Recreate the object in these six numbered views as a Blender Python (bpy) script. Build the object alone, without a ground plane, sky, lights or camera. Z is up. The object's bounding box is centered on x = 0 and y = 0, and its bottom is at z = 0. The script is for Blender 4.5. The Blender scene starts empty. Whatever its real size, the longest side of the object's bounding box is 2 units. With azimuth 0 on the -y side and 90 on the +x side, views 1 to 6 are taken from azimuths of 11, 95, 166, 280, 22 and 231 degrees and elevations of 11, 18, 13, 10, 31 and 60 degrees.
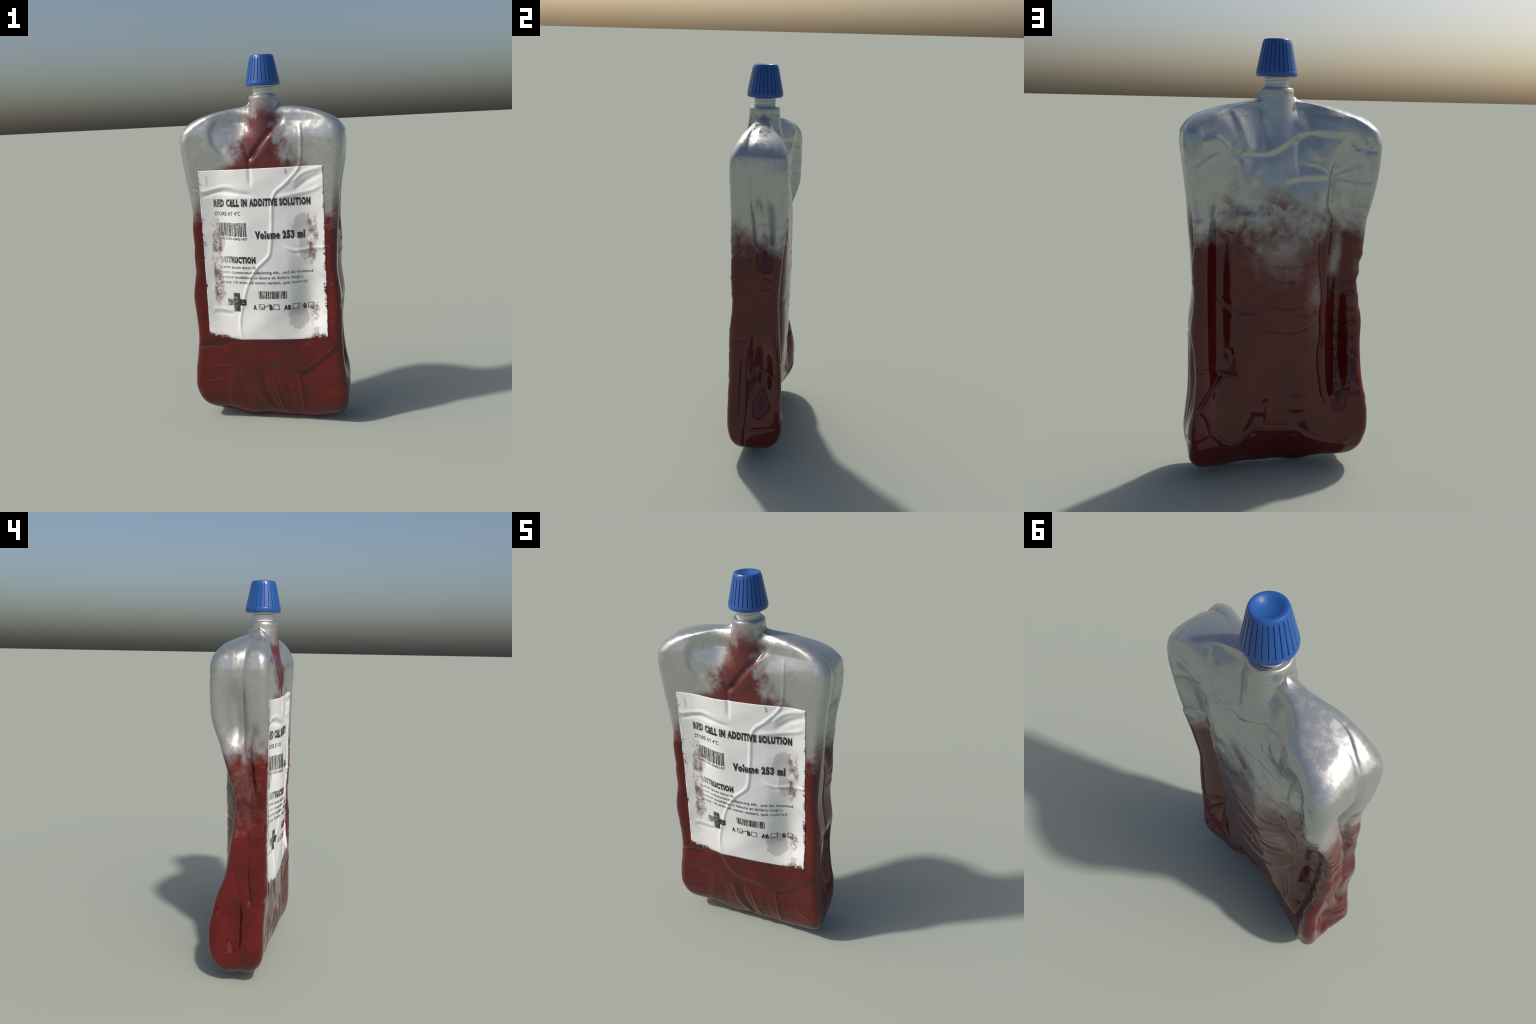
"""A soft foil pouch of red cell solution: bag with seam and creases, printed label, threaded spout, ribbed blue cap."""
import bpy, bmesh, math
import numpy as np
from mathutils import Vector
from mathutils.bvhtree import BVHTree

rng = np.random.default_rng(7)


# ------------------------------------------------------------------ numeric helpers
def pchip(xk, yk, x):
    """smooth monotone-friendly cubic through knots, clamped outside"""
    xk = np.asarray(xk, float); yk = np.asarray(yk, float)
    x = np.clip(x, xk[0], xk[-1])
    h = np.diff(xk); d = np.diff(yk) / h
    m = np.empty_like(yk); m[0] = d[0]; m[-1] = d[-1]
    for i in range(1, len(xk) - 1):
        if d[i - 1] * d[i] <= 0:
            m[i] = 0.0
        else:
            w1, w2 = 2 * h[i] + h[i - 1], h[i] + 2 * h[i - 1]
            m[i] = (w1 + w2) / (w1 / d[i - 1] + w2 / d[i])
    k = np.clip(np.searchsorted(xk, x, side="right") - 1, 0, len(xk) - 2)
    t = (x - xk[k]) / h[k]
    return ((2 * t**3 - 3 * t**2 + 1) * yk[k] + (t**3 - 2 * t**2 + t) * h[k] * m[k]
            + (-2 * t**3 + 3 * t**2) * yk[k + 1] + (t**3 - t**2) * h[k] * m[k + 1])


def sstep(a, b, x):
    t = np.clip((x - a) / (b - a), 0, 1)
    return t * t * (3 - 2 * t)


def smax(a, b, k):
    return 0.5 * (a + b + np.sqrt((a - b) ** 2 + k * k))


def waves(seed, scale, n=14):
    """cheap smooth 3d noise: a sum of randomly aimed sines, about -1..1"""
    r = np.random.default_rng(seed)
    K = r.normal(size=(n, 3)); K /= np.linalg.norm(K, axis=1)[:, None]
    K *= scale * r.uniform(0.6, 1.5, (n, 1)); ph = r.uniform(0, 6.28, n)
    def f(x, y, z):
        out = 0
        for k, p in zip(K, ph):
            out = out + np.sin(k[0] * x + k[1] * y + k[2] * z + p)
        return out / math.sqrt(n)
    return f


def smooth_line(pts, per=8):
    P = np.asarray(pts, float)
    if len(P) < 3:
        return P
    E = np.vstack([2 * P[0] - P[1], P, 2 * P[-1] - P[-2]])
    out = []
    for i in range(1, len(E) - 2):
        a, b, c, d = E[i - 1:i + 3]
        for t in np.linspace(0, 1, per, endpoint=False):
            out.append(0.5 * (2 * b + (c - a) * t + (2 * a - 5 * b + 4 * c - d) * t**2 + (3 * b - a - 3 * c + d) * t**3))
    out.append(P[-1])
    return np.array(out)


class Strokes:
    """creases, ridges and steps drawn on one face of the bag as lines in its plane"""
    def __init__(self):
        self.items = []

    def add(self, kind, h, w, pts, taper=0.2, wide=None):
        self.items.append((kind, h, w, smooth_line(pts, 5), taper, wide or 5 * w))

    def __call__(self, a, z):
        out = np.zeros_like(a)
        for kind, h, w, L, taper, wide in self.items:
            reach = 2.6 * (wide if kind == "step" else w)
            lo, hi = L.min(0) - reach, L.max(0) + reach
            m = (a > lo[0]) & (a < hi[0]) & (z > lo[1]) & (z < hi[1])
            if not m.any():
                continue
            A, Z = a[m], z[m]
            best = np.full(A.shape, 1e9); sd = np.zeros_like(A); along = np.zeros_like(A)
            seg = np.linalg.norm(np.diff(L, axis=0), axis=1); cum = np.concatenate([[0], np.cumsum(seg)])
            for i in range(len(L) - 1):
                p, q = L[i], L[i + 1]; d = q - p; l2 = d @ d + 1e-12
                t = np.clip(((A - p[0]) * d[0] + (Z - p[1]) * d[1]) / l2, 0, 1)
                ex, ez = A - p[0] - t * d[0], Z - p[1] - t * d[1]
                dist = np.hypot(ex, ez); up = dist < best
                best[up] = dist[up]
                sd[up] = (np.sign(d[0] * (Z - p[1]) - d[1] * (A - p[0])) * dist)[up]
                along[up] = ((cum[i] + t * seg[i]) / cum[-1])[up]
            fade = np.minimum(sstep(0, taper, along + 0.02), sstep(0, taper, 1.02 - along)) if taper > 0 else 1.0
            if kind == "step":
                v = h * np.tanh(sd / w) * np.exp(-(best / wide) ** 2)
            elif kind == "crease":
                v = h * np.exp(-best / w)
            else:
                v = h * np.exp(-(best / w) ** 2)
            out[m] += v * fade
        return out


# ------------------------------------------------------------------ the bag's profiles
CX, CY = 0.016, -0.018          # axis of spout and cap
NECK_R, NECK_TOP = 0.077, 1.797

# rings from the bottom seam to the top of the neck: left x, left z, right x, right z, fullness
RINGS = np.array([
    (-0.280, 0.018, 0.325, 0.018, 0.00), (-0.320, 0.032, 0.362, 0.030, 0.22), (-0.365, 0.058, 0.392, 0.052, 0.50),
    (-0.398, 0.092, 0.412, 0.082, 0.74), (-0.420, 0.138, 0.426, 0.122, 0.91), (-0.436, 0.210, 0.432, 0.190, 1.00),
    (-0.430, 0.300, 0.424, 0.290, 1.0), (-0.416, 0.380, 0.414, 0.375, 1.0), (-0.400, 0.505, 0.408, 0.500, 1.0),
    (-0.402, 0.620, 0.406, 0.615, 1.0), (-0.408, 0.720, 0.404, 0.715, 1.0), (-0.390, 0.890, 0.390, 0.890, 1.0),
    (-0.391, 0.960, 0.393, 0.960, 1.0), (-0.394, 1.080, 0.398, 1.075, 1.0), (-0.391, 1.185, 0.406, 1.180, 1.0),
    (-0.403, 1.300, 0.411, 1.295, 1.0), (-0.422, 1.410, 0.422, 1.405, 1.0), (-0.433, 1.500, 0.431, 1.490, 1.0),
    (-0.437, 1.560, 0.436, 1.550, 0.99), (-0.429, 1.612, 0.433, 1.603, 0.95), (-0.405, 1.648, 0.414, 1.640, 0.87),
    (-0.362, 1.679, 0.378, 1.673, 0.76), (-0.300, 1.703, 0.322, 1.699, 0.63), (-0.225, 1.723, 0.255, 1.720, 0.51),
    (-0.155, 1.735, 0.180, 1.733, 0.43), (-0.108, 1.741, 0.136, 1.740, 0.39), (-0.076, 1.751, 0.107, 1.749, 0.38),
    (-0.063, 1.764, 0.095, 1.763, 0.28), (-0.061, 1.782, 0.093, 1.782, 0.28)])

# distance of the front and of the back from the middle plane, as profiles up the bag at seven stations across it
FX = np.array([-0.40, -0.25, -0.12, 0.00, 0.12, 0.24, 0.38])
FZ = np.array([0.10, 0.30, 0.50, 0.65, 0.85, 1.05, 1.23, 1.43, 1.57, 1.66])
FRONT = np.array([
    (.120, .118, .126, .125, .124, .122, .120, .118, .125, .130),
    (.113, .115, .122, .108, .102, .100, .105, .115, .118, .112),
    (.112, .123, .132, .122, .137, .146, .137, .131, .106, .068),
    (.112, .125, .134, .140, .148, .145, .137, .132, .120, .090),
    (.114, .125, .130, .132, .135, .132, .131, .129, .116, .086),
    (.117, .114, .124, .086, .099, .113, .113, .118, .119, .102),
    (.139, .138, .135, .139, .132, .138, .135, .135, .138, .133)])
BX = np.array([-0.40, -0.35, -0.29, -0.22, -0.11, 0.02, 0.11, 0.20, 0.285, 0.34, 0.38])
BZ = np.array([0.06, 0.15, 0.28, 0.42, 0.60, 0.80, 0.92, 1.05, 1.20, 1.35, 1.50, 1.60, 1.68])
BACK = np.array([
    (.140, .160, .160, .136, .074, .047, .036, .070, .115, .158, .160, .160, .158),
    (.135, .155, .152, .128, .072, .043, .034, .065, .110, .148, .154, .155, .157),
    (.120, .132, .122, .065, .012, -.005, .008, .044, .075, .098, .116, .136, .152),
    (.095, .118, .122, .104, .078, .056, .058, .072, .092, .114, .116, .120, .138),
    (.072, .092, .120, .132, .131, .130, .132, .134, .134, .122, .096, .072, .062),
    (.063, .074, .094, .126, .138, .138, .138, .136, .132, .122, .104, .086, .072),
    (.066, .082, .104, .126, .138, .132, .133, .135, .136, .122, .094, .066, .056),
    (.088, .108, .118, .122, .125, .118, .118, .123, .130, .127, .117, .106, .092),
    (.118, .124, .112, .088, .066, .056, .056, .062, .080, .103, .118, .128, .130),
    (.134, .137, .132, .124, .117, .108, .107, .112, .118, .125, .128, .134, .138),
    (.142, .145, .141, .136, .130, .118, .117, .126, .136, .140, .140, .140, .140)])


def sheet(X, Z, T):
    cols = []
    def f(x, z):
        C = np.stack([pchip(Z, row, z) for row in T])         # station values at each point
        xs = np.clip(x, X[0], X[-1])
        k = np.clip(np.searchsorted(X, xs, side="right") - 1, 0, len(X) - 2)
        t = (xs - X[k]) / (X[k + 1] - X[k]); idx = np.arange(x.size)
        km, kp = np.maximum(k - 1, 0), np.minimum(k + 2, len(X) - 1)
        a, b, c, d = C[km, idx], C[k, idx], C[k + 1, idx], C[kp, idx]
        return 0.5 * (2 * b + (c - a) * t + (2 * a - 5 * b + 4 * c - d) * t**2 + (3 * b - a - 3 * c + d) * t**3)
    return f


front_depth, back_depth = sheet(FX, FZ, FRONT), sheet(BX, BZ, BACK)

# ---- creases of the front (x, z), outward positive
F = Strokes()
F.add("ridge", .005, .0075, [(.211, 1.646), (.217, 1.549), (.203, 1.426), (.13, 1.341), (.063, 1.274), (.049, 1.113), (.037, .984), (.016, .945), (-.04, .892), (-.084, .819), (-.115, .738), (-.149, .601), (-.142, .482)], .1)
F.add("groove", -.018, .013, [(.128, 1.693), (.041, 1.593), (-.062, 1.459)], .15)
F.add("ridge", .003, .020, [(.165, 1.680), (.085, 1.590), (-.005, 1.459)], .2)
F.add("groove", -.006, .010, [(-.087, 1.574), (-.06, 1.46), (-.055, 1.32)])
F.add("step", -.006, .012, [(-.225, 1.69), (-.262, 1.62), (-.250, 1.55), (-.194, 1.485)])
F.add("ridge", .004, .010, [(-.385, 1.311), (-.298, 1.309), (-.196, 1.332), (-.125, 1.316)])
F.add("groove", -.006, .012, [(-.333, 1.277), (-.231, 1.306), (-.035, 1.282)])
F.add("ridge", .004, .010, [(.333, 1.42), (.226, 1.393), (.16, 1.339)])
F.add("groove", -.005, .014, [(.33, 1.39), (.25, 1.355), (.17, 1.30)])
F.add("ridge", .004, .010, [(.33, 1.334), (.254, 1.298), (.068, 1.266)])
F.add("ridge", .005, .008, [(.40, 1.0), (.274, .995), (.17, .983), (.099, 1.014)])
F.add("ridge", .005, .012, [(.169, .977), (.258, .903), (.326, .83)])
F.add("ridge", .003, .009, [(-.30, .666), (-.176, .649)])
F.add("groove", -.003, .009, [(-.30, .640), (-.176, .628)])
F.add("ridge", .004, .007, [(-.306, .32), (-.243, .328), (-.181, .319)])
F.add("ridge", .004, .007, [(-.39, .228), (-.255, .245)])
F.add("groove", -.006, .014, [(-.42, .437), (-.319, .452), (-.229, .446)])
F.add("step", .004, .012, [(-.40, .47), (-.25, .475), (-.158, .486), (-.12, .416), (-.062, .353), (.053, .334), (.173, .308), (.268, .366), (.356, .444), (.383, .485)], .1, .05)
F.add("ridge", .007, .009, [(.06, .332), (.173, .308), (.268, .366), (.356, .444), (.383, .485)])
F.add("ridge", .006, .009, [(.159, .294), (.175, .2), (.19, .06)], .1)
F.add("ridge", .006, .016, [(-.09, .30), (-.074, .246), (-.051, .16), (.014, .06)], .1)
F.add("groove", -.005, .012, [(-.03, .30), (-.02, .20), (.03, .07)], .1)
F.add("ridge", .005, .024, [(-.236, .07), (-.213, .243), (-.182, .301)], .15)
F.add("ridge", .006, .010, [(.021, .26), (.076, .05)], .12)
F.add("groove", -.004, .020, [(.10, .26), (.13, .05)], .12)
F.add("groove", -.004, .026, [(-.15, .26), (-.13, .06)], .12)
F.add("ridge", .004, .008, [(.277, .219), (.381, .158)])
F.add("groove", -.005, .010, [(.126, .482), (.179, .462), (.233, .483)])
for i, zz in enumerate((.60, .71, .80, .90, 1.10, 1.18)):
    F.add("ridge" if i % 2 else "groove", .0025 * (1 if i % 2 else -1), .012, [(.40, zz + .02), (.33, zz)], .3)
    F.add("groove" if i % 2 else "ridge", .0025 * (-1 if i % 2 else 1), .014, [(-.41, zz), (-.33, zz + .03)], .3)

# ---- creases of the back (x, z)
B = Strokes()
B.add("step", -.007, .010, [(.222, 1.535), (.171, 1.52), (.095, 1.514), (.044, 1.526), (-.014, 1.561), (-.046, 1.577), (-.11, 1.605), (-.196, 1.603), (-.263, 1.6)], .12, .035)
B.add("step", -.008, .010, [(.23, 1.70), (.198, 1.619), (.165, 1.527)], .1, .04)
B.add("step", .007, .012, [(.365, 1.583), (.298, 1.596), (.255, 1.566), (.23, 1.542)], .15, .04)
B.add("ridge", .003, .010, [(.391, 1.446), (.336, 1.494), (.275, 1.521)])
B.add("step", -.008, .014, [(.205, 1.50), (.189, 1.374), (.163, 1.29)], .15, .05)
B.add("step", -.005, .010, [(.002, 1.398), (-.083, 1.41), (-.204, 1.419), (-.223, 1.435)], .12, .035)
B.add("groove", -.004, .012, [(-.049, 1.473), (-.149, 1.454), (-.21, 1.428), (-.284, 1.46), (-.358, 1.489)])
B.add("groove", -.003, .010, [(-.227, 1.423), (-.317, 1.403), (-.393, 1.402)])
B.add("groove", -.012, .014, [(-.25, 1.50), (-.223, 1.454), (-.213, 1.37), (-.209, 1.292), (-.240, 1.212), (-.24, 1.05)], .1)
B.add("groove", -.007, .010, [(-.290, 1.585), (-.33, 1.536)])
B.add("groove", -.006, .010, [(-.358, 1.596), (-.374, 1.558), (-.361, 1.539), (-.409, 1.536)])
B.add("step", .004, .010, [(.42, 1.232), (.315, 1.243), (.271, 1.268), (.117, 1.262)], .1, .04)
B.add("groove", -.005, .010, [(.277, 1.178), (.225, 1.164), (.127, 1.096)])
B.add("groove", -.006, .010, [(.40, .55), (.307, .55), (.283, .52), (.189, .513)])
B.add("groove", -.012, .010, [(.27, .512), (.296, .486), (.377, .371), (.357, .319), (.337, .24)], .1)
B.add("ridge", .007, .012, [(.418, .216), (.344, .250), (.31, .234), (.255, .183), (.2, .177), (.138, .223), (.082, .224), (.039, .212), (-.082, .207), (-.156, .161), (-.283, .139), (-.385, .198)], .1)
B.add("groove", -.007, .012, [(.077, .236), (.079, .348), (.066, .398)])
B.add("groove", -.007, .030, [(.15, .20), (.10, .32)])
B.add("groove", -.008, .035, [(-.10, .17), (-.09, .33)])
B.add("groove", -.010, .012, [(-.176, 1.15), (-.180, 1.03), (-.194, .969), (-.213, .85), (-.205, .787), (-.206, .673), (-.188, .587), (-.2, .454), (-.22, .317)], .12)
B.add("step", .004, .010, [(.31, .88), (.251, .84), (.179, .812), (.112, .815)], .2, .03)
B.add("groove", -.004, .008, [(-.058, .799), (-.184, .792)])
B.add("groove", -.005, .008, [(-.039, .403), (-.088, .401), (-.131, .391)])
B.add("groove", -.005, .010, [(.239, .647), (.225, .611)])
B.add("groove", -.004, .008, [(-.029, .789), (-.024, .678)])
for z0, h, w, x0, tilt in ((.86, .0035, .012, -.25, .02), (.775, -.005, .009, -.28, -.01), (.705, .004, .022, -.24, .03), (.655, -.005, .008, -.25, .01), (.61, .0035, .012, -.27, -.02),
                           (.545, -.007, .014, -.23, .015), (.46, .006, .030, -.24, .0), (.385, -.005, .010, -.24, -.01), (.93, -.004, .010, -.27, .03), (1.0, .004, .016, -.26, .04), (1.09, -.004, .012, -.25, .05)):
    B.add("ridge" if h > 0 else "groove", h, w, [(x0, z0 - .01), (-.31, z0 - tilt * .3), (-.36, z0 + .010 - tilt * .6), (-.385, z0 + .008 - tilt)], .4)
for z0, h, w in ((1.06, -.003, .007), (.975, .0025, .016), (.87, -.0025, .006), (.755, -.003, .007), (.64, .002, .014)):
    B.add("ridge" if h > 0 else "groove", h, w, [(-.21, z0 + .02), (-.12, z0 - .022), (.0, z0 - .036), (.15, z0 + .002 + w)], .35)
# slanted soft folds at the root of the neck
B.add("ridge", .010, .030, [(-.05, 1.70), (-.10, 1.60), (-.16, 1.48)], .3)
B.add("ridge", .008, .030, [(.07, 1.62), (.10, 1.50), (.17, 1.36)], .3)
B.add("groove", -.008, .018, [(.10, 1.69), (.075, 1.60), (.09, 1.48)], .3)
B.add("groove", -.006, .014, [(-.08, 1.62), (-.06, 1.50), (-.08, 1.38)], .3)

# ---- creases of the right and left flanks (y, z)
R = Strokes()
SEAM_R = [(-.02, 1.76), (-.051, 1.701), (-.047, 1.585), (-.031, 1.407), (-.012, 1.273), (-.006, 1.16), (-.014, 1.004), (-.013, .851), (-.008, .63), (-.014, .508), (-.028, .353), (-.042, .202), (-.051, .06)]
R.add("crease", -.012, .012, SEAM_R[:6], .15)
R.add("crease", -.006, .008, SEAM_R[3:], .1)
R.add("groove", -.055, .056, [(.01, 1.50), (.03, 1.38), (.04, 1.2), (.04, 1.02)], .4)
R.add("groove", -.060, .058, [(.04, .74), (.045, .57), (.045, .42), (.03, .22)], .45)
R.add("groove", -.006, .010, [(.021, 1.155), (.113, 1.129)])
R.add("groove", -.006, .008, [(.027, 1.023), (.079, 1.013)])
R.add("ridge", .004, .008, [(.016, .943), (.084, .958)])
R.add("groove", -.005, .010, [(-.119, .675), (-.036, .684)])
R.add("groove", -.006, .008, [(.028, .504), (.114, .472)])
R.add("groove", -.005, .010, [(-.015, .181), (.134, .21)])
R.add("groove", -.005, .012, [(-.058, .626), (-.063, .519), (-.068, .372), (-.07, .275), (-.059, .185)])
R.add("groove", -.008, .010, [(-.012, .62), (-.026, .557), (-.03, .46)])
Lf = Strokes()
SEAM_L = [(-.083, 1.728), (-.025, 1.665), (0, 1.59), (.002, 1.486), (-.002, 1.31), (-.008, 1.191), (-.034, 1.102), (-.046, .926), (-.038, .801), (-.004, .609), (.012, .525), (.003, .45), (.002, .317), (.001, .06)]
Lf.add("crease", -.014, .014, SEAM_L[:8], .15)
Lf.add("crease", -.005, .008, SEAM_L[5:], .1)
Lf.add("groove", -.055, .048, [(.02, 1.53), (.04, 1.40), (.03, 1.28), (.01, 1.17)], .4)
Lf.add("groove", -.046, .052, [(.02, .48), (.035, .34), (.035, .12)], .4)
Lf.add("groove", -.016, .014, [(-.057, 1.322), (-.034, 1.219), (-.036, 1.129), (-.042, 1.099), (-.053, 1.026), (-.061, .974)], .15)
Lf.add("groove", -.012, .013, [(-.053, .753), (-.04, .682), (-.031, .605), (-.039, .509), (-.053, .419)], .12)
Lf.add("groove", -.007, .014, [(-.005, .724), (.02, .665), (.037, .567)])
Lf.add("groove", -.005, .012, [(-.011, .331), (-.071, .317)])
Lf.add("groove", -.005, .012, [(-.028, .261), (-.066, .231)])
Lf.add("ridge", .006, .03, [(.133, .351), (.025, .387)])
Lf.add("groove", -.005, .012, [(.061, .245), (.035, .181)])
Lf.add("step", .004, .010, [(-.056, 1.083), (-.107, .97), (-.127, .879)], .2, .03)
for z0, h in ((1.06, .004), (1.01, -.004), (.955, .005), (.91, -.004), (.84, .003), (.79, -.003)):
    Lf.add("ridge" if h > 0 else "groove", h, .015, [(-.03, z0 + .02), (.03, z0), (.10, z0 - .03)], .2)


# ------------------------------------------------------------------ building the bag
def build_bag(n_rings=520, n_half=280):
    # resample ring rules evenly by the length of the silhouette
    key = np.concatenate([[0], np.cumsum(np.linalg.norm(np.diff(RINGS[:, 2:4], axis=0), axis=1))])
    s = np.linspace(0, key[-1], n_rings)
    xl, zl, xr, zr, T = (pchip(key, RINGS[:, i], s) for i in range(5))
    T = np.maximum(T, 0.0)
    corner = pchip([0, .1, .3, 1.45, 1.60, 1.68, 1.74, 1.8], [.040, .045, .042, .042, .050, .075, .08, .08], 0.5 * (zl + zr))
    wob, fine, lump = waves(3, 9.0), waves(5, 34.0), waves(11, 17.0)

    P = np.empty((n_rings, 2 * n_half)); Q = np.empty_like(P)
    quarter = np.linspace(0, np.pi / 2, 120)
    for i in range(n_rings):
        # rounded rectangle, from the right seam over the back to the left seam
        hw = 0.5 * (xr[i] - xl[i]); hd = max(0.012, 0.14 * T[i])
        if zl[i] > 1.745:
            hd = hw
        r = min(corner[i], hd, hw)
        cx, cy = hw - r, hd - r
        px = np.concatenate([[hw], cx + r * np.cos(quarter), -cx - r * np.cos(quarter[::-1]), [-hw]])
        py = np.concatenate([[0], cy + r * np.sin(quarter), cy + r * np.sin(quarter[::-1]), [0]])
        L = np.concatenate([[0], np.cumsum(np.hypot(np.diff(px), np.diff(py)))])
        u = np.linspace(0, L[-1], n_half + 1)
        pp, qq = np.interp(u, L, px) / hw, np.interp(u, L, py) / hd
        P[i, :n_half] = pp[:-1]; Q[i, :n_half] = qq[:-1]
        P[i, n_half:] = pp[::-1][:-1]; Q[i, n_half:] = -qq[::-1][:-1]
    hw = (0.5 * (xr - xl))[:, None]; xc = (0.5 * (xr + xl))[:, None]
    x = xc + hw * P
    z = zl[:, None] + (zr - zl)[:, None] * (P + 1) / 2
    Tm = np.repeat(T[:, None], P.shape[1], 1)

    # sag of the bottom seam
    low = sstep(0.16, 0.02, z)
    z = z - low * 0.017 * (1 - P**2) + low * 0.006 * lump(x * 1.6, 0 * x, 0 * x)

    xf, zf = x.ravel(), z.ravel()
    seam_y = np.interp(P, [-1, 1], [0, 1])
    yl = pchip([a[1] for a in SEAM_L[::-1]], [a[0] for a in SEAM_L[::-1]], z)
    yr = pchip([a[1] for a in SEAM_R[::-1]], [a[0] for a in SEAM_R[::-1]], z)
    ymid = yl + (yr - yl) * seam_y
    neck = sstep(1.69, 1.75, z)
    ymid = ymid * (1 - neck) + CY * neck

    fd = (front_depth(xf, zf) * 1.0 + F(xf, zf)).reshape(x.shape)
    bd = (back_depth(xf, zf) * 1.0 + B(xf, zf)).reshape(x.shape)
    relief = 0.0022 * wob(x, 0 * x, z) + 0.0008 * fine(x, 0 * x, z * 1.6)
    fd = fd + relief; bd = bd + 0.8 * relief[:, ::-1]

    # the fullness narrows over the shoulders; the neck swells out of them like a half cone
    front = (fd + ymid) * Tm            # distance from the seam to the front
    back = (bd - ymid) * Tm ** np.where(z < 0.4, 0.72, np.where(z > 1.3, 0.86, 1.0))
    drop = np.maximum(1.74 - z, 0)
    nw = NECK_R + 0.10 * drop
    dx = (x - CX) / nw
    prof = np.sqrt(np.clip(1 - dx**2, 0, 1)) if False else np.where(np.abs(dx) < 1, np.sqrt(np.clip(1 - dx**2, 0, 1)), 0)
    cone_f = prof * (NECK_R + 0.115 * drop)
    cone_b = prof * (NECK_R + 0.135 * drop)
    gate = sstep(1.38, 1.64, z)
    base_f = front * np.abs(Q); base_b = back * np.abs(Q)
    f_all = base_f + gate * (smax(base_f, cone_f + (ymid - CY), 0.014) - base_f)
    b_all = base_b + sstep(1.50, 1.72, z) * (smax(base_b, cone_b - (ymid - CY), 0.022) - base_b)
    top = sstep(1.735, 1.775, z)
    f_all = f_all * (1 - top) + cone_f * top
    b_all = b_all * (1 - top) + cone_b * top
    y = np.where(Q < 0, ymid - np.maximum(f_all, 0), ymid + np.maximum(b_all, 0))
    y[:, 0] = ymid[:, 0]; y[:, n_half] = ymid[:, n_half]

    # flank creases push the side walls in and out
    side = sstep(0.86, 0.99, np.abs(P)) * (1 - 0.75 * neck) * sstep(0.0, 0.25, Tm)
    dR = R(y.ravel(), z.ravel()).reshape(y.shape); dL = Lf(y.ravel(), z.ravel()).reshape(y.shape)
    x = x + side * np.where(P > 0, dR, -dL)
    x = x + np.sign(P) * np.abs(P) ** 4 * 0.002 * lump(0 * x, y, z) * (1 - neck)

    # the bag leans: back corners stand a little wider than the front ones; low back corners hang down
    wide = sstep(0.75, 0.97, np.abs(P)) * sstep(0.15, 0.3, z) * sstep(1.60, 1.40, z)
    lean = sstep(-0.02, 0.09, y)
    x = x + wide * np.where(P > 0, 0.009 * lean - 0.003 * (1 - lean), -0.004 * lean)
    z = z - 0.013 * sstep(0.0, 0.09, y) * sstep(0.12, 0.28, np.abs(x)) * sstep(0.20, 0.06, z)

    # the seam over the shoulders and under the bottom: a shallow valley along it
    near = np.exp(-((y - ymid) / 0.006) ** 2) * (1 - sstep(0.75, 0.95, Tm)) * (1 - neck)
    z = z - 0.004 * near * sstep(1.4, 1.6, z) + 0.004 * near * sstep(0.3, 0.1, z)

    verts = np.stack([x, y, z], -1).reshape(-1, 3)
    n = 2 * n_half
    i, j = np.meshgrid(np.arange(n_rings - 1), np.arange(n), indexing="ij")
    quads = np.stack([i * n + j, i * n + (j + 1) % n, (i + 1) * n + (j + 1) % n, (i + 1) * n + j], -1).reshape(-1, 4)
    extra, tail = [], []
    # rounded lip of the neck, then its inner floor
    base = (n_rings - 1) * n; count = len(verts)
    last = verts[base:base + n]
    ctr = np.array([CX, CY, 0])
    for k, (rad, zz) in enumerate(((0.98, 1.791), (0.93, 1.796), (0.86, 1.798), (0.74, 1.797), (0.70, 1.790), (0.02, 1.788))):
        ring = ctr + (last - ctr) * [rad, rad, 0] + [0, 0, zz]
        extra.append(ring)
        a = base if k == 0 else count + (k - 1) * n
        jj = np.arange(n)
        tail.append(np.stack([a + jj, a + (jj + 1) % n, count + k * n + (jj + 1) % n, count + k * n + jj], -1))
    verts = np.vstack([verts] + extra); quads = np.vstack([quads] + tail)
    me = bpy.data.meshes.new("bag")
    me.from_pydata(verts.tolist(), [], quads.tolist())
    bm = bmesh.new(); bm.from_mesh(me)
    bmesh.ops.remove_doubles(bm, verts=bm.verts, dist=1e-5)
    bmesh.ops.recalc_face_normals(bm, faces=bm.faces)
    bm.to_mesh(me); bm.free()
    me.shade_smooth()
    return me


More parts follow.
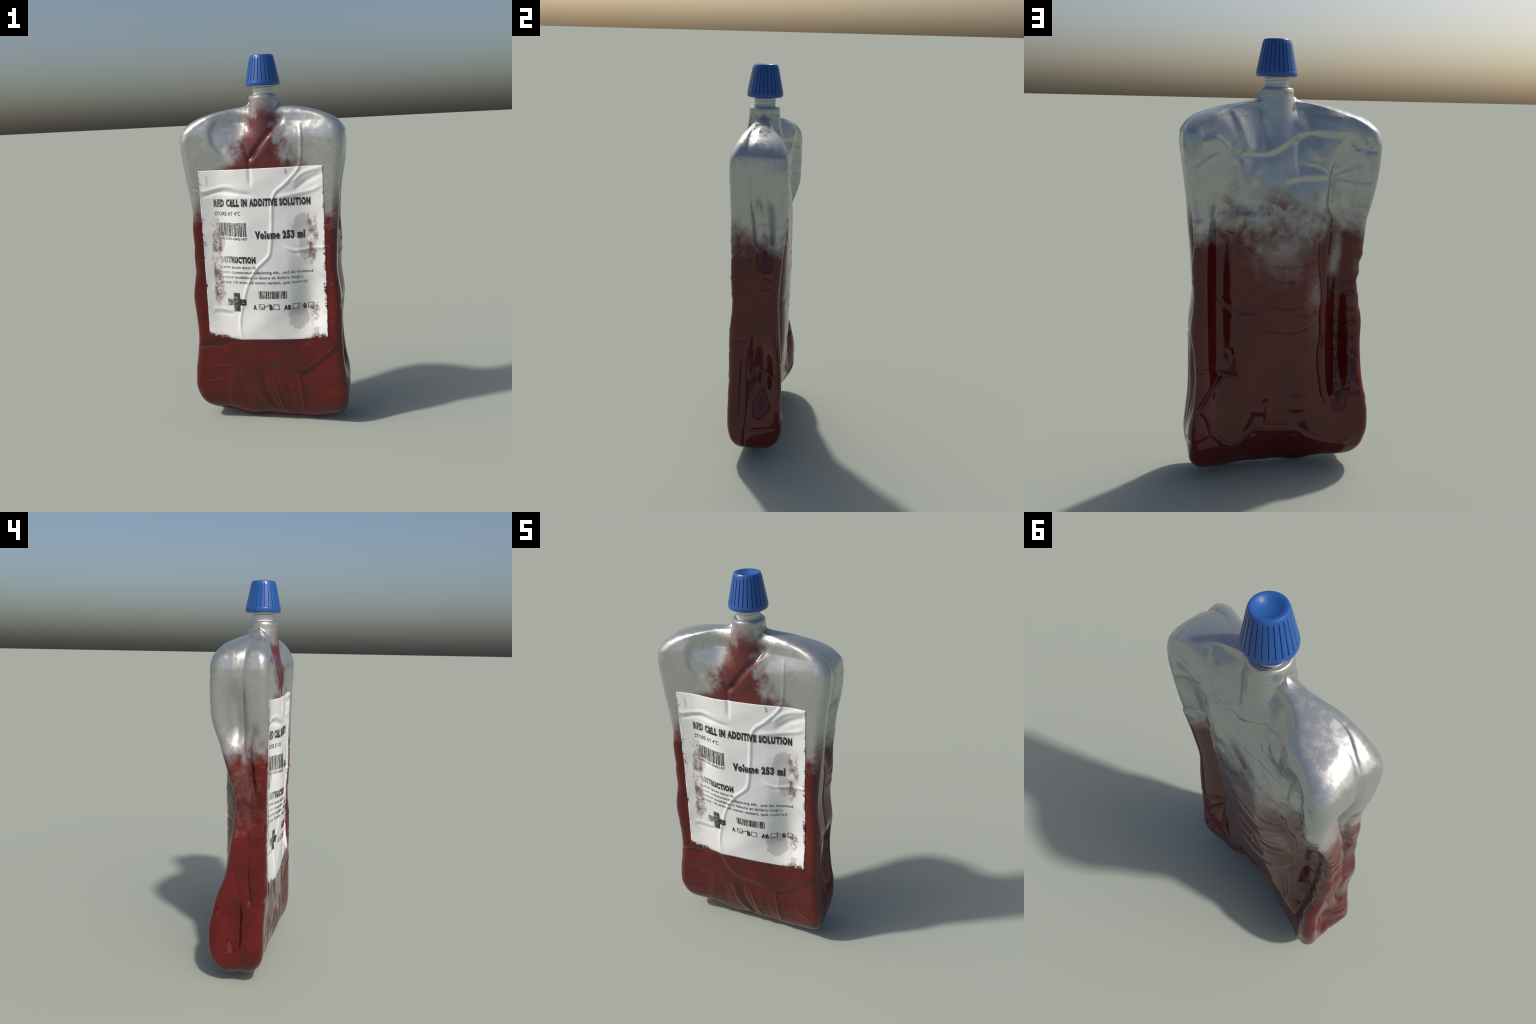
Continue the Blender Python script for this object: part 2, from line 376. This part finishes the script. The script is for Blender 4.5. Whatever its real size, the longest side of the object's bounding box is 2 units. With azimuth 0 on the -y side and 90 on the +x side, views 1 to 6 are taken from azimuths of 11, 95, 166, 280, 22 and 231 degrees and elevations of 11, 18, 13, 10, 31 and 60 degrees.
# ------------------------------------------------------------------ node helper
class Nodes:
    def __init__(self, name):
        self.mat = bpy.data.materials.new(name); self.mat.use_nodes = True
        self.t = self.mat.node_tree; self.t.nodes.clear()
        self.out = self.t.nodes.new("ShaderNodeOutputMaterial")
        tc = self.t.nodes.new("ShaderNodeTexCoord"); self.co = tc.outputs["Object"]
        sep = self.t.nodes.new("ShaderNodeSeparateXYZ"); self.t.links.new(self.co, sep.inputs[0])
        self.x, self.y, self.z = sep.outputs

    def put(self, sock, v):
        if isinstance(v, bpy.types.NodeSocket):
            self.t.links.new(v, sock)
        else:
            sock.default_value = v

    def m(self, op, a, b=0.0, c=0.0):
        n = self.t.nodes.new("ShaderNodeMath"); n.operation = op
        for s, v in zip(n.inputs, (a, b, c)):
            self.put(s, v)
        return n.outputs[0]

    def ramp(self, v, a, b, lo=0.0, hi=1.0):
        n = self.t.nodes.new("ShaderNodeMapRange"); n.interpolation_type = "SMOOTHSTEP"
        for k, q in zip(("Value", "From Min", "From Max", "To Min", "To Max"), (v, a, b, lo, hi)):
            self.put(n.inputs[k], q)
        return n.outputs[0]

    def noise(self, scale, detail=4, rough=0.55, stretch=(1, 1, 1), dist=0.0, seed=0.0):
        mp = self.t.nodes.new("ShaderNodeMapping"); self.t.links.new(self.co, mp.inputs[0])
        mp.inputs["Scale"].default_value = stretch; mp.inputs["Location"].default_value = (seed, seed * .7, seed * 1.3)
        n = self.t.nodes.new("ShaderNodeTexNoise"); self.t.links.new(mp.outputs[0], n.inputs["Vector"])
        n.inputs["Scale"].default_value = scale; n.inputs["Detail"].default_value = detail
        n.inputs["Roughness"].default_value = rough; n.inputs["Distortion"].default_value = dist
        return n.outputs["Fac"]

    def mix(self, f, a, b):
        n = self.t.nodes.new("ShaderNodeMix"); n.data_type = "RGBA"
        self.put(n.inputs[0], f); self.put(n.inputs[6], a); self.put(n.inputs[7], b)
        return n.outputs[2]

    def lerp(self, f, a, b):
        return self.m("ADD", self.m("MULTIPLY", f, self.m("SUBTRACT", b, a)), a)

    def blob(self, cx, cz, rx, rz):
        """soft ellipse in x and z, 1 in the middle, 0 outside"""
        dx = self.m("DIVIDE", self.m("SUBTRACT", self.x, cx), rx); dz = self.m("DIVIDE", self.m("SUBTRACT", self.z, cz), rz)
        r = self.m("SQRT", self.m("ADD", self.m("MULTIPLY", dx, dx), self.m("MULTIPLY", dz, dz)))
        return self.ramp(r, 0.0, 1.0, 1.0, 0.0)

    def bsdf(self, **kw):
        n = self.t.nodes.new("ShaderNodeBsdfPrincipled")
        for k, v in kw.items():
            self.put(n.inputs[k.replace("_", " ")], v)
        return n

    def bump(self, h, strength, dist):
        n = self.t.nodes.new("ShaderNodeBump"); n.inputs["Strength"].default_value = strength; n.inputs["Distance"].default_value = dist
        self.put(n.inputs["Height"], h)
        return n.outputs[0]

    def mixshader(self, f, a, b):
        n = self.t.nodes.new("ShaderNodeMixShader"); self.put(n.inputs[0], f)
        self.t.links.new(a, n.inputs[1]); self.t.links.new(b, n.inputs[2])
        return n.outputs[0]

    def done(self, shader):
        self.t.links.new(shader, self.out.inputs[0])
        return self.mat


BLOOD = (0.120, 0.004, 0.004, 1)


def bag_shader(N):
    """foil above, dark red liquid below with a cloudy border, a red stain up the front of the neck"""
    m = N.m
    cloud = N.noise(7, 6, 0.62, dist=0.4); puff = N.noise(22, 7, 0.62, seed=3)
    c = m("SUBTRACT", m("ADD", m("MULTIPLY", cloud, 0.6), m("MULTIPLY", puff, 0.4)), 0.5)
    is_back = N.ramp(N.y, 0.0, 0.05); is_left = N.ramp(N.x, -0.31, -0.375); is_front = N.ramp(N.y, -0.015, -0.045)
    level = m("ADD", N.z, m("MULTIPLY", c, 0.62))
    red = N.ramp(level, 1.10, 1.35, 1.0, 0.0)
    # haze over the red on the back and on the left flank
    backc = m("MULTIPLY", is_back, N.blob(0.0, 1.13, 0.30, 0.34))
    streak = m("MULTIPLY", is_back, N.blob(-0.265, 1.03, 0.055, 0.34))
    streak2 = m("MULTIPLY", is_back, N.blob(-0.16, 0.88, 0.12, 0.13))
    leftc = m("MULTIPLY", is_left, m("MULTIPLY", N.ramp(N.z, 0.64, 0.86), N.ramp(N.y, -0.08, 0.02, 0.45, 1.0)))
    pale = m("MAXIMUM", m("MAXIMUM", m("MULTIPLY", backc, 0.9), m("MULTIPLY", streak, 1.25)), m("MAXIMUM", m("MULTIPLY", leftc, 0.42), m("MULTIPLY", streak2, 0.7)))
    pale = m("MULTIPLY", N.ramp(m("ADD", pale, m("MULTIPLY", c, 2.0)), 0.15, 1.25), N.ramp(pale, 0.0, 0.25))
    red = m("MULTIPLY", red, m("SUBTRACT", 1.0, m("MULTIPLY", pale, 0.47)))
    # a smoky red wisp above the border on the back
    wisp = m("MULTIPLY", is_back, m("MULTIPLY", N.blob(0.02, 1.28, 0.16, 0.13), N.ramp(c, -0.04, 0.10)))
    red = m("MAXIMUM", red, m("MULTIPLY", wisp, 0.8))
    # stain
    zz = m("SUBTRACT", 1.78, N.z)
    half = m("ADD", 0.040, m("MULTIPLY", zz, 0.46))
    off = m("ABSOLUTE", m("SUBTRACT", N.x, m("ADD", 0.014, m("MULTIPLY", zz, -0.06))))
    stain = m("ADD", m("SUBTRACT", half, off), m("MULTIPLY", c, 0.42))
    stain = m("MULTIPLY", N.ramp(stain, -0.05, 0.07), is_front)
    stain = m("MULTIPLY", stain, N.ramp(m("ADD", N.z, m("MULTIPLY", c, 0.3)), 1.70, 1.84, 1.0, 0.0))
    red = m("MAXIMUM", red, m("MULTIPLY", stain, 0.96))
    # colours
    tone = N.ramp(N.noise(6, 6, 0.6, seed=9), 0.3, 0.7)
    blood = N.mix(tone, (0.068, 0.002, 0.002, 1), (0.104, 0.004, 0.004, 1))
    grime = m("MULTIPLY", N.ramp(N.noise(9, 6, 0.7, seed=5), 0.50, 0.62), m("MULTIPLY", N.ramp(N.noise(130, 3, 0.7, seed=1), 0.46, 0.60), m("MULTIPLY", is_front, N.blob(0.03, 0.27, 0.30, 0.26))))
    vein = N.ramp(m("ABSOLUTE", m("SUBTRACT", N.noise(4.5, 5, 0.6, stretch=(1, 1, 0.55), dist=0.5, seed=41), 0.5)), 0.001, 0.007, 1.0, 0.0)
    vein = m("MULTIPLY", m("MULTIPLY", vein, N.ramp(N.noise(14, 2, 0.5, seed=44), 0.48, 0.60)), m("MULTIPLY", is_front, N.ramp(N.blob(0.03, 0.27, 0.34, 0.28), 0.05, 0.3)))
    blood = N.mix(m("MULTIPLY", vein, 0.7), blood, (0.030, 0.022, 0.018, 1))
    blood = N.mix(m("MULTIPLY", grime, 0.55), blood, (0.045, 0.040, 0.034, 1))
    brown_patch = m("MULTIPLY", is_front, m("MULTIPLY", N.blob(0.03, 0.25, 0.36, 0.30), N.ramp(N.noise(6, 5, 0.6, seed=17), 0.40, 0.58)))
    blood = N.mix(m("MULTIPLY", brown_patch, 0.65), blood, (0.050, 0.012, 0.009, 1))
    grain = N.noise(210, 2, 0.6, seed=2)
    foil = N.mix(grain, (0.40, 0.41, 0.40, 1), (0.47, 0.48, 0.47, 1))
    col = N.mix(red, foil, blood)
    metal = m("MULTIPLY", m("SUBTRACT", 1.0, red), 0.72)
    patch = N.noise(30, 4, 0.6, seed=6)
    rough = N.lerp(red, N.ramp(patch, 0.38, 0.62, 0.16, 0.36), 0.075)
    nrm = N.bump(N.lerp(red, grain, 0.5), 0.05, 0.002)
    b = N.bsdf(Base_Color=col, Metallic=metal, Roughness=rough, Normal=nrm)
    return b.outputs[0]


def mat_bag():
    N = Nodes("foil_with_blood")
    return N.done(bag_shader(N))


LX0, LX1, LZ0, LZ1 = -0.335, 0.328, 0.486, 1.422      # label corners


def label_masks(N):
    """paper = 1 where the label is whole, 0 where it is worn through; smear = thin brownish soak"""
    m = N.m
    n1 = N.noise(30, 8, 0.75, stretch=(1, 1, 0.6), seed=4); n2 = N.noise(90, 5, 0.7, seed=8)
    n = m("SUBTRACT", m("ADD", m("MULTIPLY", n1, 0.6), m("MULTIPLY", n2, 0.4)), 0.5)
    # ragged borders
    left = m("SUBTRACT", N.x, LX0); right = m("SUBTRACT", LX1, N.x); low = m("SUBTRACT", N.z, LZ0); high = m("SUBTRACT", LZ1, N.z)
    edge = m("MINIMUM", m("MINIMUM", left, right), m("ADD", high, 0.012))
    worn_edge = N.ramp(m("ADD", edge, m("MULTIPLY", n, 0.15)), -0.008, 0.008, 1.0, 0.0)
    corner = m("MAXIMUM", N.ramp(N.x, -0.30, -0.14, 1.0, 0.0), N.ramp(N.x, 0.16, 0.30))
    lowd = m("SUBTRACT", low, m("ADD", 0.002, m("MULTIPLY", corner, 0.030)))
    worn_low = N.ramp(m("ADD", lowd, m("MULTIPLY", m("MULTIPLY", n, corner), 0.16)), -0.008, 0.010, 1.0, 0.0)
    # bands rubbed off inside the left and right borders
    bl = m("MULTIPLY", N.ramp(m("ABSOLUTE", m("SUBTRACT", N.x, -0.262)), 0.012, 0.06, 1.0, 0.0), m("MULTIPLY", N.ramp(N.z, 0.60, 0.70), N.ramp(N.z, 1.10, 1.24, 1.0, 0.0)))
    br = m("MULTIPLY", N.ramp(m("ABSOLUTE", m("SUBTRACT", N.x, 0.262)), 0.012, 0.055, 1.0, 0.0), m("MAXIMUM", N.ramp(N.z, 0.84, 0.95), N.ramp(N.z, 0.74, 0.66)))
    br = m("MULTIPLY", br, N.ramp(N.z, 1.17, 1.26, 1.0, 0.0))
    big = m("SUBTRACT", N.noise(12, 4, 0.6, seed=31), 0.5)
    band = N.ramp(m("ADD", m("MULTIPLY", m("MAXIMUM", bl, br), 0.5), m("ADD", m("MULTIPLY", n, 1.7), m("MULTIPLY", big, 1.0))), 0.34, 0.72)
    nick = N.ramp(m("ADD", m("MULTIPLY", m("MAXIMUM", N.blob(0.135, 1.40, 0.022, 0.075), N.blob(-0.295, 1.37, 0.025, 0.09)), 0.5), m('MULTIPLY', n, 1.4)), 0.30, 0.60)
    fleck = N.ramp(N.noise(55, 4, 0.7, seed=12), 0.70, 0.76)
    worn = m("MAXIMUM", m("MAXIMUM", worn_edge, worn_low), m("MAXIMUM", m("MULTIPLY", band, 0.85), m("MAXIMUM", m("MULTIPLY", nick, 0.7), m("MULTIPLY", fleck, 0.4))))
    soak = m("MAXIMUM", m("MAXIMUM", N.blob(0.175, 0.62, 0.10, 0.13), N.blob(0.215, 1.11, 0.09, 0.15)), m("MAXIMUM", N.blob(-0.245, 1.04, 0.07, 0.13), N.blob(0.22, 1.0, 0.06, 0.12)))
    soak = N.ramp(m("ADD", soak, m("MULTIPLY", m("SUBTRACT", N.noise(16, 6, 0.6, seed=15), 0.5), 1.2)), 0.42, 0.47)
    return m("SUBTRACT", 1.0, worn), soak


def paper_shader(N, paper_color=None, soak=None):
    grain = N.noise(240, 3, 0.6)
    white = N.mix(grain, (0.70, 0.70, 0.695, 1), (0.76, 0.76, 0.755, 1))
    smudge = N.ramp(N.noise(5, 5, 0.6, seed=51), 0.42, 0.66)
    white = N.mix(N.m('MULTIPLY', smudge, 0.35), white, (0.56, 0.56, 0.55, 1))
    if soak is not None:
        white = N.mix(N.m("MULTIPLY", soak, 0.6), white, (0.40, 0.35, 0.34, 1))
    return N.bsdf(Base_Color=white, Roughness=0.55, Normal=N.bump(grain, 0.1, 0.001)).outputs[0]


def mat_label():
    N = Nodes("worn_label_paper")
    paper, soak = label_masks(N)
    return N.done(N.mixshader(paper, bag_shader(N), paper_shader(N, soak=soak)))


def mat_ink():
    N = Nodes("worn_black_ink")
    paper, soak = label_masks(N)
    n = N.noise(75, 6, 0.7, seed=21)
    rub = N.m("MAXIMUM", N.ramp(n, 0.57, 0.66), N.m("MULTIPLY", N.m("MULTIPLY", N.ramp(N.z, 1.00, 1.12, 1.0, 0.25), N.ramp(N.x, -0.25, -0.14, 1.0, 0.0)), N.ramp(n, 0.40, 0.52)))
    ink = N.bsdf(Base_Color=(0.022, 0.022, 0.022, 1), Roughness=0.5).outputs[0]
    clean = N.mixshader(N.m("MULTIPLY", rub, 0.85), ink, paper_shader(N, soak=soak))
    return N.done(N.mixshader(paper, bag_shader(N), clean))


def mat_cap():
    N = Nodes("blue_plastic")
    n = N.noise(60, 3, 0.5)
    return N.done(N.bsdf(Base_Color=N.mix(n, (0.014, 0.074, 0.27, 1), (0.018, 0.087, 0.31, 1)), Roughness=0.33).outputs[0])


def mat_spout():
    N = Nodes("milky_plastic")
    n = N.noise(40, 3, 0.5)
    return N.done(N.bsdf(Base_Color=N.mix(n, (0.60, 0.61, 0.59, 1), (0.68, 0.68, 0.66, 1)), Roughness=0.4).outputs[0])


# ------------------------------------------------------------------ assemble
col = bpy.context.scene.collection
root = bpy.data.objects.new("blood_pouch", None)
root.empty_display_size = 0.2
col.objects.link(root)
root["label"] = "silver foil blood pouch with worn label and blue ribbed cap"
root["category"] = "blood bag"


def child(name, me, mat, parent=root):
    ob = bpy.data.objects.new(name, me)
    col.objects.link(ob); ob.parent = parent
    if mat:
        me.materials.clear(); me.materials.append(mat)
    return ob


bag_me = build_bag()
bag = child("bag", bag_me, mat_bag())
nv = len(bag_me.vertices)
co = np.empty(nv * 3); bag_me.vertices.foreach_get("co", co); co = co.reshape(-1, 3)
polys = [tuple(p.vertices) for p in bag_me.polygons]
tree = BVHTree.FromPolygons([Vector(v) for v in co], polys)


def on_front(x, z, lift):
    hit, nor, _, _ = tree.ray_cast(Vector((x, -1.0, z)), Vector((0, 1, 0)))
    if hit is None:
        return (x, -0.13, z)
    if nor.y > 0:
        nor = -nor
    return (hit.x + nor.x * lift * 0.3, hit.y - lift, hit.z)


# label: a thin sheet lying on the front
def build_label():
    nx, nz = 150, 210
    top = []
    for k in range(nz):
        v = k / (nz - 1)
        x0 = -0.338 + 0.011 * (1 - v); x1 = 0.327 + 0.003 * (1 - v)
        z0, z1 = 0.484 + 0.010 * v, 0
        for i in range(nx):
            u = i / (nx - 1)
            zlo = 0.483 + 0.012 * u; zhi = 1.418 + 0.009 * u
            top.append(on_front(x0 + (x1 - x0) * u, zlo + (zhi - zlo) * v, 0.0022))
    bot = [(a, b + 0.0016, c) for a, b, c in top]
    n = nx * nz
    faces = []
    for k in range(nz - 1):
        for i in range(nx - 1):
            a = k * nx + i
            faces.append((a, a + 1, a + nx + 1, a + nx)); faces.append((n + a, n + a + nx, n + a + nx + 1, n + a + 1))
    rim = list(range(nx)) + [k * nx + nx - 1 for k in range(1, nz)] + [(nz - 1) * nx + i for i in range(nx - 2, -1, -1)] + [k * nx for k in range(nz - 2, 0, -1)]
    for a, b in zip(rim, rim[1:] + rim[:1]):
        faces.append((a, n + a, n + b, b))
    me = bpy.data.meshes.new("label"); me.from_pydata(top + bot, [], faces)
    me.shade_smooth()
    return me


label = child("label", build_label(), mat_label())
ink = mat_ink()


def press(me, lift=0.0030):
    """wrap flat print (x across, y up, z thickness) onto the label"""
    bm = bmesh.new(); bm.from_mesh(me)
    long = [e for e in bm.edges if e.calc_length() > 0.012]
    for _ in range(4):
        if not long:
            break
        bmesh.ops.subdivide_edges(bm, edges=long, cuts=1)
        bmesh.ops.triangulate(bm, faces=[f for f in bm.faces if len(f.verts) > 4])
        long = [e for e in bm.edges if e.calc_length() > 0.012]
    for v in bm.verts:
        v.co = on_front(v.co.x, v.co.y, lift + (0.0004 if v.co.z > 0 else 0.0))
    bmesh.ops.recalc_face_normals(bm, faces=bm.faces)
    bm.to_mesh(me); bm.free()


def text_mesh(name, s, x, z, width, height, bold=0.0, slant=0.0):
    """text filling a box whose lower left corner is (x, z)"""
    cu = bpy.data.curves.new(name, "FONT"); cu.body = s; cu.size = 1.0; cu.offset = bold; cu.extrude = 0.001; cu.resolution_u = 3
    cu.space_character = 1.0 + bold * 3
    ob = bpy.data.objects.new(name, cu); col.objects.link(ob)
    dg = bpy.context.evaluated_depsgraph_get()
    me = bpy.data.meshes.new_from_object(ob.evaluated_get(dg))
    bpy.data.objects.remove(ob); bpy.data.curves.remove(cu)
    n = len(me.vertices); c = np.empty(n * 3); me.vertices.foreach_get("co", c); c = c.reshape(-1, 3)
    lo, hi = c.min(0), c.max(0)
    cap_h = 0.729
    c[:, 0] = x + (c[:, 0] - lo[0]) / (hi[0] - lo[0]) * width
    c[:, 1] = z + c[:, 1] / cap_h * height + slant * (c[:, 0] - x)
    me.vertices.foreach_set("co", c.ravel())
    press(me); me.name = name
    return me


def boxes_mesh(name, rects):
    """flat bars and frames: list of four-corner outlines (x, z)"""
    bm = bmesh.new()
    for q in rects:
        lo = [bm.verts.new((a, b, -0.001)) for a, b in q]; hi = [bm.verts.new((a, b, 0.001)) for a, b in q]
        bm.faces.new(hi); bm.faces.new(lo[::-1])
        for i in range(len(q)):
            j = (i + 1) % len(q); bm.faces.new((lo[i], lo[j], hi[j], hi[i]))
    me = bpy.data.meshes.new(name); bm.to_mesh(me); bm.free()
    press(me)
    return me


def bar(x0, z0, x1, z1):
    return [(x0, z0), (x1, z0), (x1, z1), (x0, z1)]


def printed(name, me):
    return child(name, me, ink, label)


printed("heading", text_mesh("heading", "RED CELL IN ADDITIVE SOLUTION", -0.265, 1.228, 0.522, 0.036, 0.075))
printed("storage_note", text_mesh("storage_note", "STORE AT 4°C", -0.263, 1.178, 0.148, 0.021))
printed("volume_text", text_mesh("volume_text", "Volume 253 ml", -0.040, 1.054, 0.262, 0.039, 0.07))
printed("instruction_heading", text_mesh("instruction_heading", "INSTRUCTION", -0.247, 0.923, 0.204, 0.032, 0.075))
for s, x0, x1, z0, sl in (("Lorem ipsum dolor sit", -0.247, -0.043, 0.890, 0.0), ("amet, consectetur adipiscing elit,  sed do eiusmod", -0.247, 0.257, 0.862, 0.0),
                          ("tempor incididunt ut labore et dolore magna", -0.247, 0.203, 0.834, 0.0), ("aliqua. Ut enim ad minim veniam, quis nostrud", -0.245, 0.222, 0.806, 0.0)):
    printed("small_print", text_mesh("small_print", s, x0, z0, x1 - x0, 0.0165, 0.0))
printed("serial_number", text_mesh("serial_number", "040509-040147", -0.247, 1.046, 0.164, 0.015))


def barcode(x0, x1, z0, z1, seed):
    r = np.random.default_rng(seed); out = []; x = x0
    while x < x1 - 0.002:
        w = r.choice([0.0022, 0.0022, 0.0042, 0.006]); w = min(w, x1 - x)
        out.append(bar(x, z0, x + w, z1)); x += w + r.choice([0.0022, 0.0035, 0.005])
    return out


printed("barcode", boxes_mesh("barcode", barcode(-0.243, -0.083, 1.066, 1.139, 4)))
printed("barcode", boxes_mesh("barcode", barcode(-0.036, 0.115, 0.724, 0.766, 9)))
cxx, czz, arm, hw_ = -0.163, 0.699, 0.053, 0.018
printed("cross_symbol", boxes_mesh("cross_symbol", [bar(cxx - arm, czz - hw_, cxx + arm, czz + hw_), bar(cxx - hw_, czz + hw_, cxx + hw_, czz + arm), bar(cxx - hw_, czz - arm, cxx + hw_, czz - hw_)]))
for s, x0, w in (("A", -0.071, 0.019), ("B", 0.019, 0.018), ("AB", 0.097, 0.038), ("0", 0.197, 0.018)):
    printed("blood_type_letter", text_mesh("blood_type_letter", s, x0, 0.662, w, 0.025, 0.07))


def frame(x0, z0, w, h, t=0.0025):
    return [bar(x0, z0, x0 + w, z0 + t), bar(x0, z0 + h - t, x0 + w, z0 + h), bar(x0, z0 + t, x0 + t, z0 + h - t), bar(x0 + w - t, z0 + t, x0 + w, z0 + h - t)]


for x0 in (-0.040, 0.041, 0.144, 0.222):
    printed("tick_box", boxes_mesh("tick_box", frame(x0, 0.662, 0.032, 0.030)))
printed("tick_mark", boxes_mesh("tick_mark", [[(-0.034, 0.682), (-0.024, 0.666), (-0.023, 0.670), (-0.031, 0.684)], [(-0.024, 0.666), (0.030, 0.693), (0.029, 0.696), (-0.023, 0.670)]]))


# ------------------------------------------------------------------ spout with thread
def lathe(name, prof, n=96, rib=None):
    verts, faces = [], []
    for k, (r, z) in enumerate(prof):
        for i in range(n):
            a = 2 * math.pi * i / n
            rr = r if rib is None else rib(r, z, a)
            verts.append((CX + rr * math.cos(a), CY + rr * math.sin(a), z))
    for k in range(len(prof) - 1):
        for i in range(n):
            j = (i + 1) % n
            faces.append((k * n + i, k * n + j, (k + 1) * n + j, (k + 1) * n + i))
    if prof[0][0] > 0.0:
        faces.append(tuple(range(n))[::-1])
    if prof[-1][0] > 0.0:
        faces.append(tuple((len(prof) - 1) * n + i for i in range(n)))
    me = bpy.data.meshes.new(name); me.from_pydata(verts, [], faces)
    me.shade_smooth()
    return me


sp = [(0.0505, 1.780)]
zz = np.linspace(1.786, 1.905, 70)


def thread(r, z, a):
    if z < 1.785:
        return r
    ph = ((z - 1.79) / 0.0135 - a / (2 * math.pi)) % 1.0
    return 0.0505 + 0.0050 * max(0.0, math.sin(math.pi * min(1, ph / 0.62))) ** 0.6 * (1 if ph < 0.62 else 0)


spout = child("spout", lathe("spout", sp + [(0.05, float(q)) for q in zz], 128, thread), mat_spout())

# ------------------------------------------------------------------ cap with ribs and dished top
N_RIB = 26
capp = [(0.050, 1.846), (0.083, 1.8425), (0.0880, 1.8455), (0.0903, 1.852), (0.0905, 1.858), (0.0900, 1.8635), (0.0893, 1.8650)]
capp += [(0.0892 + (0.0640 - 0.0892) * t, 1.8662 + (1.985 - 1.8662) * t) for t in np.linspace(0, 1, 18)]
capp += [(0.0630, 1.9865), (0.0622, 1.9905), (0.0603, 1.9955), (0.0570, 1.9990), (0.0530, 2.0000), (0.0480, 1.9985), (0.0430, 1.9962), (0.0350, 1.9905), (0.0250, 1.9850), (0.0140, 1.9815), (0.004, 1.9805)]


def cap_rib(r, z, a):
    if not 1.866 < z < 1.9862 or r < 0.06:
        return r
    ph = (a * N_RIB / (2 * math.pi)) % 1.0
    half = 0.09
    d = min(ph, 1 - ph)
    groove = 1.0 if d < half * 0.5 else max(0.0, 1 - (d - half * 0.5) / (half * 0.5))
    facet = 0.0012 * (ph - 0.5)
    return r - 0.0036 * groove + facet


cap = child("cap", lathe("cap", capp, N_RIB * 40, cap_rib), mat_cap())
for ob in (cap,):
    me = ob.data
    bm = bmesh.new(); bm.from_mesh(me)
    for e in bm.edges:
        if len(e.link_faces) == 2 and e.calc_face_angle(0) > math.radians(32):
            e.smooth = False
    bm.to_mesh(me); bm.free()
